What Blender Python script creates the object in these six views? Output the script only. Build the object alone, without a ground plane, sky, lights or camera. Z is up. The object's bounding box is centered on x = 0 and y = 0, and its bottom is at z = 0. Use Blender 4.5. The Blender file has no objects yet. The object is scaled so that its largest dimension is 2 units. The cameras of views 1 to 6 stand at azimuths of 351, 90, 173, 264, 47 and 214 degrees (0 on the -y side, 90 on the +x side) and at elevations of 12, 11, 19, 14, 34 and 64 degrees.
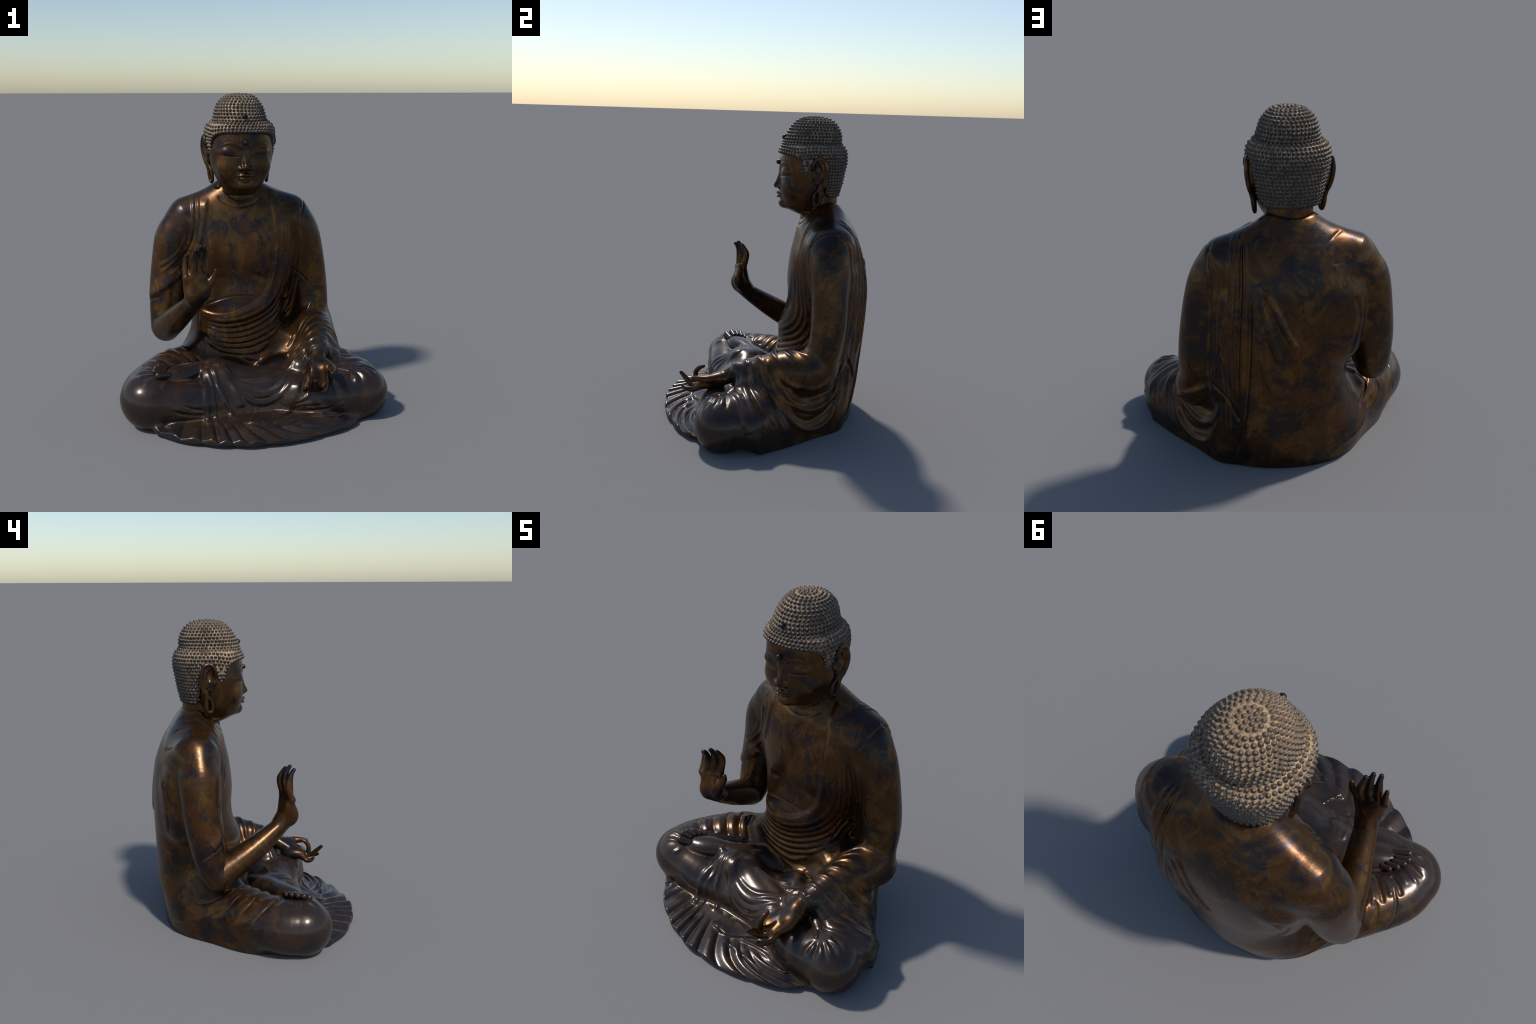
"""Seated bronze figure with raised hand: modelled as blended solids (numpy distance
functions), polygonised in code, split into named anatomical parts."""
import math
import numpy as np
try:
    import bpy
except ImportError:            # the solids can be inspected without Blender
    bpy = None

F = np.float32
rng = np.random.default_rng(7)

# ------------------------------------------------------------------ solid tools

def smin(a, b, k):
    h = np.clip(0.5 + 0.5 * (b - a) / k, 0, 1)
    return b * (1 - h) + a * h - k * h * (1 - h)


def smax(a, b, k):
    return -smin(-a, -b, k)


def sstep(a, b, x):
    t = np.clip((x - a) / (b - a), 0, 1)
    return t * t * (3 - 2 * t)


MARGIN = 0.09


def near_box(p, lo, hi, f):
    """Evaluate f only near its bounding box; elsewhere a safe lower bound of the distance."""
    o = np.maximum(np.maximum(lo - p, p - hi), 0)
    d = np.sqrt(np.einsum("ij,ij->i", o, o)) 
    idx = np.nonzero(d < MARGIN)[0]
    d += 0.004
    if len(idx):
        d[idx] = f(p[idx])
    return d


def ellipsoid(p, c, r, yaw=0.0, pitch=0.0, roll=0.0):
    m = np.array(r if not (yaw or pitch or roll) else [max(r)] * 3, F)
    c = np.array(c, F)
    return near_box(p, c - m, c + m, lambda q: ellipsoid_exact(q, c, r, yaw, pitch, roll))


def ellipsoid_exact(p, c, r, yaw=0.0, pitch=0.0, roll=0.0):
    q = p - np.array(c, F)
    if yaw or pitch or roll:
        q = q @ rot(yaw, pitch, roll)
    r = np.array(r, F)
    k0 = np.sqrt(((q / r) ** 2).sum(1))
    k1 = np.sqrt(((q / (r * r)) ** 2).sum(1)) + 1e-9
    return k0 * (k0 - 1) / k1


def rot(yaw, pitch, roll):
    cy, sy, cp, sp, cr, sr = (f(math.radians(a)) for a in (yaw, pitch, roll) for f in (math.cos, math.sin))
    rz = np.array([[cy, -sy, 0], [sy, cy, 0], [0, 0, 1]])
    ry = np.array([[cp, 0, sp], [0, 1, 0], [-sp, 0, cp]])
    rx = np.array([[1, 0, 0], [0, cr, -sr], [0, sr, cr]])
    return (rz @ ry @ rx).astype(F)


def cone(p, a, b, ra, rb):
    a, b, m = np.array(a, F), np.array(b, F), max(ra, rb)
    return near_box(p, np.minimum(a, b) - m, np.maximum(a, b) + m, lambda q: cone_exact(q, a, b, ra, rb))


def cone_exact(p, a, b, ra, rb):
    """Capsule whose radius runs from ra to rb."""
    ab = b - a
    t = np.clip(((p - a) @ ab) / (ab @ ab), 0, 1)
    return np.linalg.norm(p - a - t[:, None] * ab, axis=1) - (ra + (rb - ra) * t)


def limb(p, joints, k=None):
    """Tube along a smooth spine; joints: rows of x, y, z, radius."""
    c = spline(joints, 5 * (len(joints) - 1) + 1) if len(joints) > 2 else np.array(joints, F)
    m = c[:, 3].max()
    return near_box(p, c[:, :3].min(0) - m, c[:, :3].max(0) + m, lambda q: limb_exact(q, c))


def limb_exact(p, c):
    best = np.full(len(p), 1e9, F)
    rad = np.zeros(len(p), F)
    for a, b in zip(c[:-1], c[1:]):
        ab = b[:3] - a[:3]
        w = p - a[:3]
        t = np.clip((w @ ab) / (ab @ ab), 0, 1)
        w -= t[:, None] * ab
        d = np.einsum("ij,ij->i", w, w)
        m = d < best
        best = np.where(m, d, best)
        rad = np.where(m, a[3] + (b[3] - a[3]) * t, rad)
    return np.sqrt(best) - rad


def spline(pts, n):
    """Catmull-Rom through the control points (any dimension)."""
    p = np.array(pts, float)
    if len(p) == 2:
        t = np.linspace(0, 1, n)[:, None]
        return (p[0] * (1 - t) + p[1] * t).astype(F)
    e = np.vstack([2 * p[0] - p[1], p, 2 * p[-1] - p[-2]])
    s = np.linspace(0, len(p) - 1, n)
    i = np.minimum(s.astype(int), len(p) - 2)
    t = (s - i)[:, None]
    a, b, c, d = e[i], e[i + 1], e[i + 2], e[i + 3]
    return (0.5 * (2 * b + (c - a) * t + (2 * a - 5 * b + 4 * c - d) * t ** 2 + (3 * b - a - 3 * c + d) * t ** 3)).astype(F)


class Loft:
    """Stack of super-ellipse sections: rows of z, centre x, half width, front y, back y, exponent."""

    def __init__(self, rows):
        r = spline(rows, 40 * len(rows))
        o = np.argsort(r[:, 0], kind="stable")
        self.t = r[o]
        self.z0, self.z1 = rows[0][0], rows[-1][0]

    def section(self, z):
        return [np.interp(z, self.t[:, 0], self.t[:, i]).astype(F) for i in range(1, 6)]

    def __call__(self, p, cap=True):
        cx, a, yf, yb, n = self.section(p[:, 2])
        dx, cy = np.abs(p[:, 0] - cx), (yf + yb) / 2
        dy, b = np.abs(p[:, 1] - cy), (yb - yf) / 2
        q = ((dx / a) ** n + (dy / b) ** n + 1e-9) ** (1 / n)
        d = np.hypot(dx, dy) * (1 - 1 / np.maximum(q, 1e-3))
        if cap:
            d = smax(d, np.maximum(p[:, 2] - self.z1, self.z0 - p[:, 2]), 0.02)
        return d


class Outline:
    """Stack of plan outlines, each a closed ring of (x, y) control points about a common axis."""

    def __init__(self, centre, rings):
        self.c = np.array(centre, F)
        self.th = np.linspace(-math.pi, math.pi, 181)
        self.z = np.array([z for z, _ in rings])
        tab = []
        for _, ring in rings:
            c = spline(list(ring) + list(ring[:1]), 400)[:-1] - self.c
            ang = np.arctan2(c[:, 1], c[:, 0])
            o = np.argsort(ang)
            tab.append(np.interp(self.th, ang[o], np.hypot(c[o, 0], c[o, 1]), period=2 * math.pi))
        levels = np.column_stack([self.z, np.array(tab)])
        fine = spline(levels, 12 * (len(levels) - 1) + 1)
        self.z, self.tab = fine[:, 0], fine[:, 1:]

    def __call__(self, p):
        q = p[:, :2] - self.c
        ang = (np.arctan2(q[:, 1], q[:, 0]) + math.pi) / (2 * math.pi) * 180
        zi = np.interp(p[:, 2], self.z, np.arange(len(self.z)))
        i = np.clip(zi.astype(int), 0, len(self.z) - 2)
        j = np.clip(ang.astype(int), 0, 179)
        u, v = zi - i, ang - j
        t = self.tab
        r = (t[i, j] * (1 - v) + t[i, j + 1] * v) * (1 - u) + (t[i + 1, j] * (1 - v) + t[i + 1, j + 1] * v) * u
        return (np.hypot(q[:, 0], q[:, 1]) - r).astype(F)


def curve_distance(p, pts, reach):
    """Distance to a polyline, its parameter 0..1 and the nearest segment; far points get reach."""
    n = len(p)
    best = np.full(n, reach * reach, F)
    par = np.zeros(n, F)
    lo, hi = pts.min(0) - reach, pts.max(0) + reach
    idx = np.nonzero(((p >= lo) & (p <= hi)).all(1))[0]
    if len(idx):
        q = p[idx]
        bq, pq = best[idx], par[idx]
        m = len(pts) - 1
        for s in range(m):
            a, ab = pts[s], pts[s + 1] - pts[s]
            L = float(ab @ ab) + 1e-12
            near = np.nonzero((np.abs(q - (a + ab / 2)) < reach + math.sqrt(L) / 2).all(1))[0]
            if not len(near):
                continue
            w = q[near] - a
            t = np.clip((w @ ab) / L, 0, 1)
            d = ((w - t[:, None] * ab) ** 2).sum(1)
            better = d < bq[near]
            k = near[better]
            bq[k], pq[k] = d[better], (s + t[better]) / m
        best[idx], par[idx] = bq, pq
    return np.sqrt(best), par


# ------------------------------------------------------------------ polygoniser

def polygonise(f, lo, hi, h, block=5, slack=1.6):
    """Surface nets on a sparse grid: coarse blocks far from the surface are skipped."""
    lo, hi = np.array(lo, float), np.array(hi, float)
    nb = np.ceil((hi - lo) / (h * block)).astype(int) + 1
    ax = [lo[i] + (np.arange(nb[i]) + 0.5) * h * block for i in range(3)]
    g = np.stack(np.meshgrid(*ax, indexing="ij"), -1).reshape(-1, 3).astype(F)
    d = f(g).reshape(nb)
    act = np.argwhere(np.abs(d) < slack * h * block)
    n = nb * block
    v = np.repeat(np.repeat(np.repeat(np.sign(d).astype(F), block, 0), block, 1), block, 2)
    off = np.stack(np.meshgrid(*[np.arange(block)] * 3, indexing="ij"), -1).reshape(-1, 3)
    for part in np.array_split(act, max(1, len(act) * block ** 3 // 400000)):
        ijk = (part[:, None] * block + off[None]).reshape(-1, 3)
        pts = (lo + (ijk + 0.5) * h).astype(F)
        v[tuple(ijk.T)] = f(pts)
    s = v < 0
    cnt = np.zeros(n - 1, np.int8)
    for i in (0, 1):
        for j in (0, 1):
            for k in (0, 1):
                cnt += s[i:n[0] - 1 + i, j:n[1] - 1 + j, k:n[2] - 1 + k]
    cells = np.argwhere((cnt > 0) & (cnt < 8))
    num = np.full(n - 1, -1, np.int32)
    num[tuple(cells.T)] = np.arange(len(cells))
    acc, w = np.zeros((len(cells), 3)), np.zeros(len(cells))
    corner = [np.array(c) for c in np.ndindex(2, 2, 2)]
    for a in corner:
        for axis in range(3):
            if a[axis]:
                continue
            b = a.copy()
            b[axis] = 1
            va, vb = v[tuple((cells + a).T)], v[tuple((cells + b).T)]
            x = (va < 0) != (vb < 0)
            t = va[x] / (va[x] - vb[x])
            acc[x] += a + t[:, None] * (b - a)
            w[x] += 1
    verts = (lo + (cells + acc / w[:, None] + 0.5) * h).astype(F)
    quads = []
    for axis in range(3):
        o1, o2 = [i for i in range(3) if i != axis]
        sl0 = [slice(None)] * 3
        sl1 = [slice(None)] * 3
        sl0[axis], sl1[axis] = slice(0, -1), slice(1, None)
        a, b = s[tuple(sl0)], s[tuple(sl1)]
        e = np.argwhere(a != b)
        e = e[(e[:, o1] > 0) & (e[:, o2] > 0) & (e[:, o1] < n[o1] - 1) & (e[:, o2] < n[o2] - 1)]
        d1, d2 = np.zeros(3, int), np.zeros(3, int)
        d1[o1], d2[o2] = 1, 1
        q = np.stack([num[tuple((e - d1 - d2).T)], num[tuple((e - d2).T)], num[tuple(e.T)], num[tuple((e - d1).T)]], 1)
        flip = a[tuple(e.T)] == (axis == 1)
        q[flip] = q[flip][:, ::-1]
        quads.append(q)
    return verts, np.concatenate(quads)


TET = np.array([[1, -1, -1], [-1, -1, 1], [-1, 1, -1], [1, 1, 1]], F)


def gradient(f, p, e):
    g = sum(t * f(p + t * e)[:, None] for t in TET)
    return g / (4 * e)


def settle(f, verts, h, rounds=2, e=None):
    """Pull vertices onto the exact surface; return them with unit normals."""
    e = e or h * 0.4
    for _ in range(rounds):
        four = [f(verts + t * e) for t in TET]
        g = sum(t * v[:, None] for t, v in zip(TET, four)) / (4 * e)
        step = (sum(four) / 4)[:, None] * g / np.maximum((g * g).sum(1), 0.3)[:, None]
        L = np.linalg.norm(step, axis=1, keepdims=True)
        verts = verts - step * np.minimum(1, 0.8 * h / np.maximum(L, 1e-9))
    return verts, g / np.maximum(np.linalg.norm(g, axis=1), 1e-9)[:, None]


# ------------------------------------------------------------------ relief: folds and seams laid along curves

class Fold:
    """A ridge (height > 0), groove (< 0) or lap edge along a curve drawn on the surface."""

    def __init__(self, pts, height, width, kind="ridge", fade=0.15, side=None):
        self.raw, self.h, self.w, self.kind, self.fade = pts, height, width, kind, fade
        self.side = None if side is None else np.array(side, F)
        self.pts = None

    def __call__(self, p, out):
        reach = self.w * (2.6 if self.kind == "ridge" else 3.2)
        lo, hi = self.pts.min(0) - reach, self.pts.max(0) + reach
        idx = np.nonzero(((p >= lo) & (p <= hi)).all(1))[0]
        if not len(idx):
            return
        q = p[idx]
        d, t = curve_distance(q, self.pts, reach)
        m = d < reach * 0.999
        if not m.any():
            return
        idx, q, d, t = idx[m], q[m], d[m], t[m]
        env = np.ones_like(t)
        if self.fade:
            env = sstep(0, self.fade, t) * sstep(0, self.fade, 1 - t)
        if self.kind == "ridge":
            out[idx] += self.h * np.exp(-(d / self.w) ** 2) * env
        else:  # lap: a raised edge that falls off sharply on one side and fades slowly on the other
            i = np.clip((t * (len(self.pts) - 1)).astype(int), 0, len(self.pts) - 2)
            c = self.pts[i] + (t * (len(self.pts) - 1) - i)[:, None] * (self.pts[i + 1] - self.pts[i])
            lean = ((q - c) @ self.side) / (d + 0.003)
            wide = .012 + (self.w - .012) * sstep(-.2, .95, lean)
            prof = np.exp(-(d / wide) ** 2)
            out[idx] += self.h * prof * env


def lay(folds, base):
    """Drop the drawn curves onto the surface they belong to."""
    pts = [spline(f.raw, max(8, 5 * len(f.raw))) for f in folds]
    cut = np.cumsum([len(c) for c in pts])[:-1]
    p = np.concatenate(pts)
    for _ in range(6):
        g = gradient(base, p, F(0.004))
        p = p - np.clip(base(p), -0.05, 0.05)[:, None] * g / np.maximum((g * g).sum(1), 0.3)[:, None]
    for f, c in zip(folds, np.split(p.astype(F), cut)):
        f.pts = c


def hash_noise(p, scale, seed):
    """Smooth value noise."""
    q = p * scale + seed * 17.3
    i = np.floor(q).astype(np.int64)
    f = (q - i).astype(F)
    f = f * f * (3 - 2 * f)
    r = 0
    for a in (0, 1):
        for b in (0, 1):
            for c in (0, 1):
                x = (i[:, 0] + a) * 73856093 ^ (i[:, 1] + b) * 19349663 ^ (i[:, 2] + c) * 83492791
                v = ((x * 2654435761 & 0xFFFFFF) / 0xFFFFFF).astype(F)
                w = (f[:, 0] if a else 1 - f[:, 0]) * (f[:, 1] if b else 1 - f[:, 1]) * (f[:, 2] if c else 1 - f[:, 2])
                r = r + v * w
    return r * 2 - 1


# ------------------------------------------------------------------ the body

TORSO = Loft([
    # z, cx, half width, front, back, exponent
    (-0.03, -0.01, 0.36, 0.12, 0.59, 2.3),
    (0.10, -0.01, 0.38, 0.11, 0.61, 2.3),
    (0.30, -0.02, 0.35, 0.10, 0.640, 2.2),
    (0.43, -0.04, 0.31, 0.115, 0.652, 2.2),
    (0.60, -0.045, 0.305, 0.112, 0.660, 2.2),
    (0.70, -0.04, 0.345, 0.142, 0.664, 2.2),
    (0.80, -0.03, 0.382, 0.157, 0.666, 2.2),
    (0.93, -0.025, 0.412, 0.150, 0.664, 2.1),
    (1.085, -0.02, 0.43, 0.165, 0.648, 2.05),
    (1.20, -0.025, 0.39, 0.190, 0.612, 2.05),
    (1.28, -0.028, 0.31, 0.208, 0.575, 2.1),
    (1.35, -0.03, 0.215, 0.240, 0.528, 2.1),
    (1.41, -0.03, 0.150, 0.270, 0.487, 2.0),
    (1.43, -0.03, 0.130, 0.29, 0.475, 2.0),
])
SEAT = Outline((0.05, 0.32), [
    (0.0, [(.79, -.01), (.664, .17), (.514, .35), (.388, .505), (.24, .54), (.07, .572), (-.08, .575), (-.23, .54), (-.38, .455), (-.5, .306),
           (-.63, .147), (-.68, 0), (-.62, -.12), (-.3, -.1), (0, -.1), (.4, -.1), (.68, -.1)]),
    (0.15, [(.81, -.03), (.645, .165), (.50, .34), (.388, .50), (.25, .57), (.05, .605), (-.1, .60), (-.28, .56), (-.42, .47), (-.53, .31),
            (-.65, .15), (-.70, 0), (-.66, -.12), (-.3, -.02), (0, .02), (.4, -.05), (.74, -.13)]),
    (0.30, [(.66, -.05), (.57, .14), (.47, .31), (.39, .49), (.25, .59), (0, .63), (-.15, .62), (-.30, .55), (-.39, .44), (-.44, .3),
            (-.45, .18), (-.42, .10), (-.3, .08), (-.2, .08), (0, .09), (.24, .10), (.46, .0)]),
    (0.45, [(.42, 0.31), (.45, .34), (.46, .37), (.42, .45), (.25, .57), (0, .61), (-.2, .57), (-.27, .52), (-.30, .4), (-.30, .3),
            (-.29, .20), (-.26, .14), (-.2, .12), (-.1, .12), (0, .13), (.16, .15), (.32, .22)]),
])
HEM = [(.66, -.36), (.53, -.49), (.38, -.575), (.23, -.625), (.08, -.658), (-.06, -.668), (-.2, -.65), (-.34, -.612), (-.46, -.555), (-.55, -.49), (-.635, -.39),
       (-.55, -.2), (-.3, -.1), (0, 0), (.3, -.1), (.55, -.2)]
SKIRT = Outline((0.0, -0.25), [(0.0, HEM), (0.5, HEM), (1.0, HEM)])

ARM_R = [(-.358, .385, 1.155, .150), (-.403, .38, 1.10, .151), (-.440, .375, 1.03, .150), (-.476, .368, .88, .136), (-.507, .345, .70, .123), (-.522, .31, .53, .108), (-.528, .285, .475, .10)]
FOREARM_R = [(-.528, .275, .468, .095), (-.465, .08, .585, .080), (-.395, -.09, .705, .060), (-.367, -.135, .752, .055)]
ARM_L = [(.328, .40, 1.155, .150), (.370, .40, 1.10, .147), (.404, .40, 1.02, .142), (.443, .402, .88, .130), (.470, .398, .69, .126), (.480, .365, .52, .118), (.475, .31, .43, .114)]
FOREARM_L = [(.49, .32, .42, .130), (.470, .14, .425, .118), (.432, -.03, .405, .092), (.408, -.145, .385, .070)]
THIGH_R = [(-.3, .26, .20, .175), (-.50, .09, .205, .175), (-.64, -.10, .18, .174), (-.665, -.225, .176, .173)]
SHIN_R = [(-.64, -.25, .168, .160), (-.42, -.25, .14, .15), (-.15, -.205, .11, .125), (.1, -.17, .10, .12)]
THIGH_L = [(.3, .2, .20, .18), (.52, .0, .18, .17), (.66, -.2, .15, .160), (.68, -.235, .143, .160)]
SHIN_L = [(.66, -.245, .14, .146), (.42, -.265, .14, .148), (.15, -.19, .15, .12), (-.1, -.12, .20, .105), (-.22, -.06, .23, .09)]
FOOT = [(-.53, -.205, .285, .048), (-.45, -.155, .28, .062), (-.33, -.10, .275, .07), (-.19, 0, .245, .085), (-.08, .06, .20, .08)]


FAN_POLE = (-.20, -.10)


def skirt(p):
    """Low fan of cloth on the ground: saw-tooth pleats that sweep from one pole, scalloped at the hem."""
    d = SKIRT(p)
    depth = np.clip(-d, 0, .3)
    dx, dy = p[:, 0] - FAN_POLE[0], -(p[:, 1] - FAN_POLE[1])
    fan = np.arctan2(dx, np.maximum(dy, 1e-3))
    phase = fan * 5.0 + (2.5 + 12 * sstep(-.05, .40, p[:, 0])) * depth + 0.35 * np.sin(fan * 5.0) + 20
    u = phase - np.floor(phase)
    pleat = np.sin(math.pi * u ** 1.4)
    v = phase / 2 - np.floor(phase / 2)
    lobe = np.abs(np.sin(math.pi * v ** 1.2)) ** 0.7
    d = d + 0.008 - 0.014 * lobe + 0.035 * sstep(.024, 0, p[:, 2])
    h = 0.040 - 0.014 * sstep(-.1, .2, p[:, 0]) + 0.045 * np.clip(depth / 0.3, 0, 1.2) + 0.018 * pleat * sstep(.24, .10, depth)
    return smax((p[:, 2] - h) * 0.7, d, 0.010)


def upper_arm(p, joints):
    """Upper arms are narrower front to back than side to side."""
    flat = lambda y: .38 + (y - .38) * 1.14
    q = p.copy()
    q[:, 1] = flat(q[:, 1])
    return limb(q, [(x, flat(y), z, r) for x, y, z, r in joints]) * 0.93


def groups(p):
    z = p[:, 2]
    seat = smax(SEAT(p) * 0.8, z - 0.47, 0.08)
    torso = smin(TORSO(p) * 0.9, seat, 0.06)
    torso = smin(torso, cone(p, (-.12, .375, 1.325), (-.345, .395, 1.185), .09, .147), 0.06)
    torso = smin(torso, cone(p, (.07, .405, 1.325), (.295, .415, 1.185), .10, .147), 0.06)
    torso = smin(torso, ellipsoid(p, (.22, .51, .75), (.155, .135, .50), -20, 0, 0), 0.06)
    torso = smin(torso, cone(p, (-.31, .50, 1.0), (-.31, .46, .72), .10, .10), 0.06)
    torso = smin(torso, cone(p, (.34, .48, 1.0), (.36, .45, .50), .09, .09), 0.05)
    right = upper_arm(p, ARM_R)
    left = smin(upper_arm(p, ARM_L), limb(p, FOREARM_L), 0.05)
    left = smin(left, limb(p, [(.42, .20, .39, .11), (.39, .08, .335, .095), (.35, -.03, .29, .092), (.31, -.12, .262, .093)]), 0.05)
    left = smin(left, limb(p, [(.47, .16, .31, .12), (.55, .02, .24, .115), (.70, -.06, .16, .125)]), 0.05)
    left = smin(left, limb(p, [(.47, .05, .36, .11), (.49, -.08, .30, .095), (.52, -.10, .27, .08)]), 0.04)
    low = p.copy()
    low[:, 2] = np.where(z < .17, .17 + (z - .17) * 0.94, z)
    high = low.copy()
    high[:, 2] = np.where(z > .17, .17 + (z - .17) * 1.13, low[:, 2])
    leg_r = smin(limb(high, THIGH_R), limb(high, SHIN_R), 0.05)
    leg_l = smin(limb(low, THIGH_L), limb(low, SHIN_L), 0.05)
    foot = smin(limb(p, FOOT), ellipsoid(p, (-.46, -.175, .298), (.135, .078, .05), 29, 0, 0), 0.03)
    lap = smin(skirt(p), ellipsoid(p, (.03, -.12, .135), (.42, .19, .15)), 0.05)
    lap = smin(lap, ellipsoid(p, (.17, .02, .21), (.13, .11, .10)), 0.05)
    lap = smin(lap, ellipsoid(p, (-.225, -.125, .235), (.16, .125, .11), 29, 0, 0), 0.04)
    return torso, right, left, leg_r, leg_l, lap, foot


def body_base(p):
    torso, right, left, leg_r, leg_l, lap, foot = groups(p)
    d = smin(torso, right, 0.035)
    d = smin(d, left, 0.045)
    low = smin(smin(leg_r, leg_l, 0.04), lap, 0.04)
    low = smin(low, foot, 0.018)
    d = smin(d, low, 0.035)
    return smax(d, 0.001 - p[:, 2], 0.008)


FOLDS = []


def relief(p):
    out = np.zeros(len(p), F)
    for f in FOLDS:
        f(p, out)
    return out


def body(p):
    return body_base(p) - relief(p)


# ------------------------------------------------------------------ hands

HAND_R = {
    "wrist": (-.366, -.138, .755),
    "palm": [((-.300, -.150, .915), .026), ((-.337, -.166, .920), .026), ((-.376, -.178, .915), .026), ((-.408, -.188, .905), .024)],
    "finger": [
        [(-.297, -.150, .92, .0235), (-.293, -.130, 1.01, .0215), (-.294, -.145, 1.055, .016), (-.295, -.163, 1.083, .0125)],
        [(-.336, -.168, .925, .0235), (-.325, -.158, 1.02, .022), (-.320, -.170, 1.07, .016), (-.318, -.189, 1.098, .0125)],
        [(-.376, -.182, .92, .0225), (-.362, -.182, 1.015, .021), (-.354, -.195, 1.06, .015), (-.350, -.211, 1.083, .012)],
        [(-.412, -.190, .905, .021), (-.414, -.165, .97, .0185), (-.411, -.165, 1.015, .014), (-.407, -.176, 1.043, .011)],
    ],
    "thumb": [(-.325, -.155, .775, .032), (-.275, -.172, .86, .026), (-.245, -.165, .91, .019), (-.231, -.170, .947, .012)],
    "mound": [((-.305, -.180, .825), (.040, .036, .065)), ((-.375, -.196, .795), (.046, .042, .065)), ((-.36, -.175, .84), (.060, .034, .08))],
}
HAND_L = {
    "wrist": (.400, -.175, .375),
    "palm": [((.395, -.395, .285), .024), ((.355, -.415, .268), .025), ((.318, -.410, .262), .024), ((.290, -.390, .268), .022)],
    "finger": [
        [(.398, -.395, .282, .020), (.390, -.440, .258, .019), (.372, -.485, .255, .016), (.356, -.510, .262, .012)],
        [(.355, -.415, .268, .020), (.335, -.455, .268, .018), (.318, -.495, .305, .016), (.306, -.528, .338, .012)],
        [(.316, -.405, .262, .020), (.304, -.430, .285, .0175), (.309, -.432, .345, .016), (.314, -.410, .375, .0145), (.317, -.383, .388, .011)],
        [(.288, -.385, .268, .019), (.272, -.415, .246, .017), (.262, -.445, .252, .0145), (.258, -.462, .270, .011)],
    ],
    "thumb": [(.425, -.27, .35, .030), (.448, -.345, .345, .027), (.442, -.40, .347, .020), (.430, -.440, .346, .0125)],
    "mound": [((.415, -.275, .340), (.042, .075, .040)), ((.35, -.33, .290), (.062, .08, .028)), ((.315, -.33, .288), (.036, .08, .030))],
}


def hand(p, spec, k=0.022):
    w = spec["wrist"]
    d = None
    for c, r in spec["palm"]:
        e = cone(p, w, c, 0.036, r)
        d = e if d is None else smin(d, e, 0.03)
    for c, r in spec["mound"]:
        d = smin(d, ellipsoid(p, c, r), 0.03)
    for f in spec["finger"]:
        d = smin(d, limb(p, f, 0.006), 0.009)
    return smin(d, limb(p, spec["thumb"], 0.008), 0.014)


def hand_right(p):
    p = p + np.array([.007, .007, 0], F) * sstep(.66, .82, p[:, 2])[:, None]
    return smin(hand(p, HAND_R), limb(p, FOREARM_R, 0.03), 0.03)


def hand_left(p):
    return smin(hand(p, HAND_L), limb(p, [(.412, -.06, .39, .045), (.402, -.17, .378, .046)]), 0.03)


# ------------------------------------------------------------------ head

HEAD_AT = np.array([-0.026, 0.30, 0.0], F)
HEAD_TURN = rot(3.2, 0, 0)


def to_head(p):
    return (p - HEAD_AT) @ HEAD_TURN          # world -> head frame: x right of the picture, y back, axis at 0


FACE = Loft([
    (1.335, 0, .08, -.06, .06, 2.0), (1.352, 0, .10, -.09, .07, 2.0), (1.367, 0, .115, -.125, .08, 2.0), (1.383, 0, .116, -.160, .085, 2.0),
    (1.40, 0, .126, -.194, .09, 2.0), (1.425, 0, .142, -.210, .095, 2.0), (1.46, 0, .162, -.215, .10, 2.05), (1.52, 0, .187, -.219, .12, 2.2),
    (1.58, 0, .201, -.221, .14, 2.25), (1.63, 0, .205, -.225, .16, 2.3), (1.68, 0, .204, -.227, .18, 2.3), (1.74, 0, .198, -.222, .19, 2.3),
    (1.80, 0, .18, -.20, .17, 2.2), (1.84, 0, .15, -.18, .15, 2.0)])
HAIR = Loft([
    (1.445, 0, .140, -.10, .155, 2.2), (1.48, 0, .165, -.15, .163, 2.2), (1.52, 0, .180, -.19, .171, 2.25), (1.56, 0, .191, -.21, .182, 2.3), (1.615, 0, .203, -.226, .192, 2.3),
    (1.68, 0, .214, -.229, .204, 2.3), (1.727, 0, .219, -.229, .210, 2.25), (1.765, 0, .218, -.227, .206, 2.2), (1.79, 0, .209, -.217, .196, 2.15),
    (1.81, 0, .188, -.208, .178, 2.1), (1.822, 0, .170, -.203, .168, 2.05), (1.85, 0, .162, -.194, .168, 2.0), (1.88, 0, .154, -.180, .165, 2.0),
    (1.91, 0, .144, -.162, .155, 2.0), (1.944, 0, .122, -.136, .132, 2.0), (1.968, 0, .096, -.104, .098, 2.0), (1.981, 0, .068, -.072, .062, 2.0), (1.986, 0, .035, -.036, .026, 2.0)])
HAIRLINE = np.array([(-.30, 1.757), (-.20, 1.752), (-.159, 1.743), (-.13, 1.728), (-.109, 1.711), (-.095, 1.68), (-.085, 1.64), (-.07, 1.618), (-.055, 1.64),
                     (-.045, 1.68), (-.03, 1.70), (.01, 1.735), (.045, 1.72), (.058, 1.68), (.064, 1.52), (.08, 1.488), (.12, 1.474), (.25, 1.468)])


def hairline(y):
    return np.interp(y, HAIRLINE[:, 0], HAIRLINE[:, 1]).astype(F)


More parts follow.
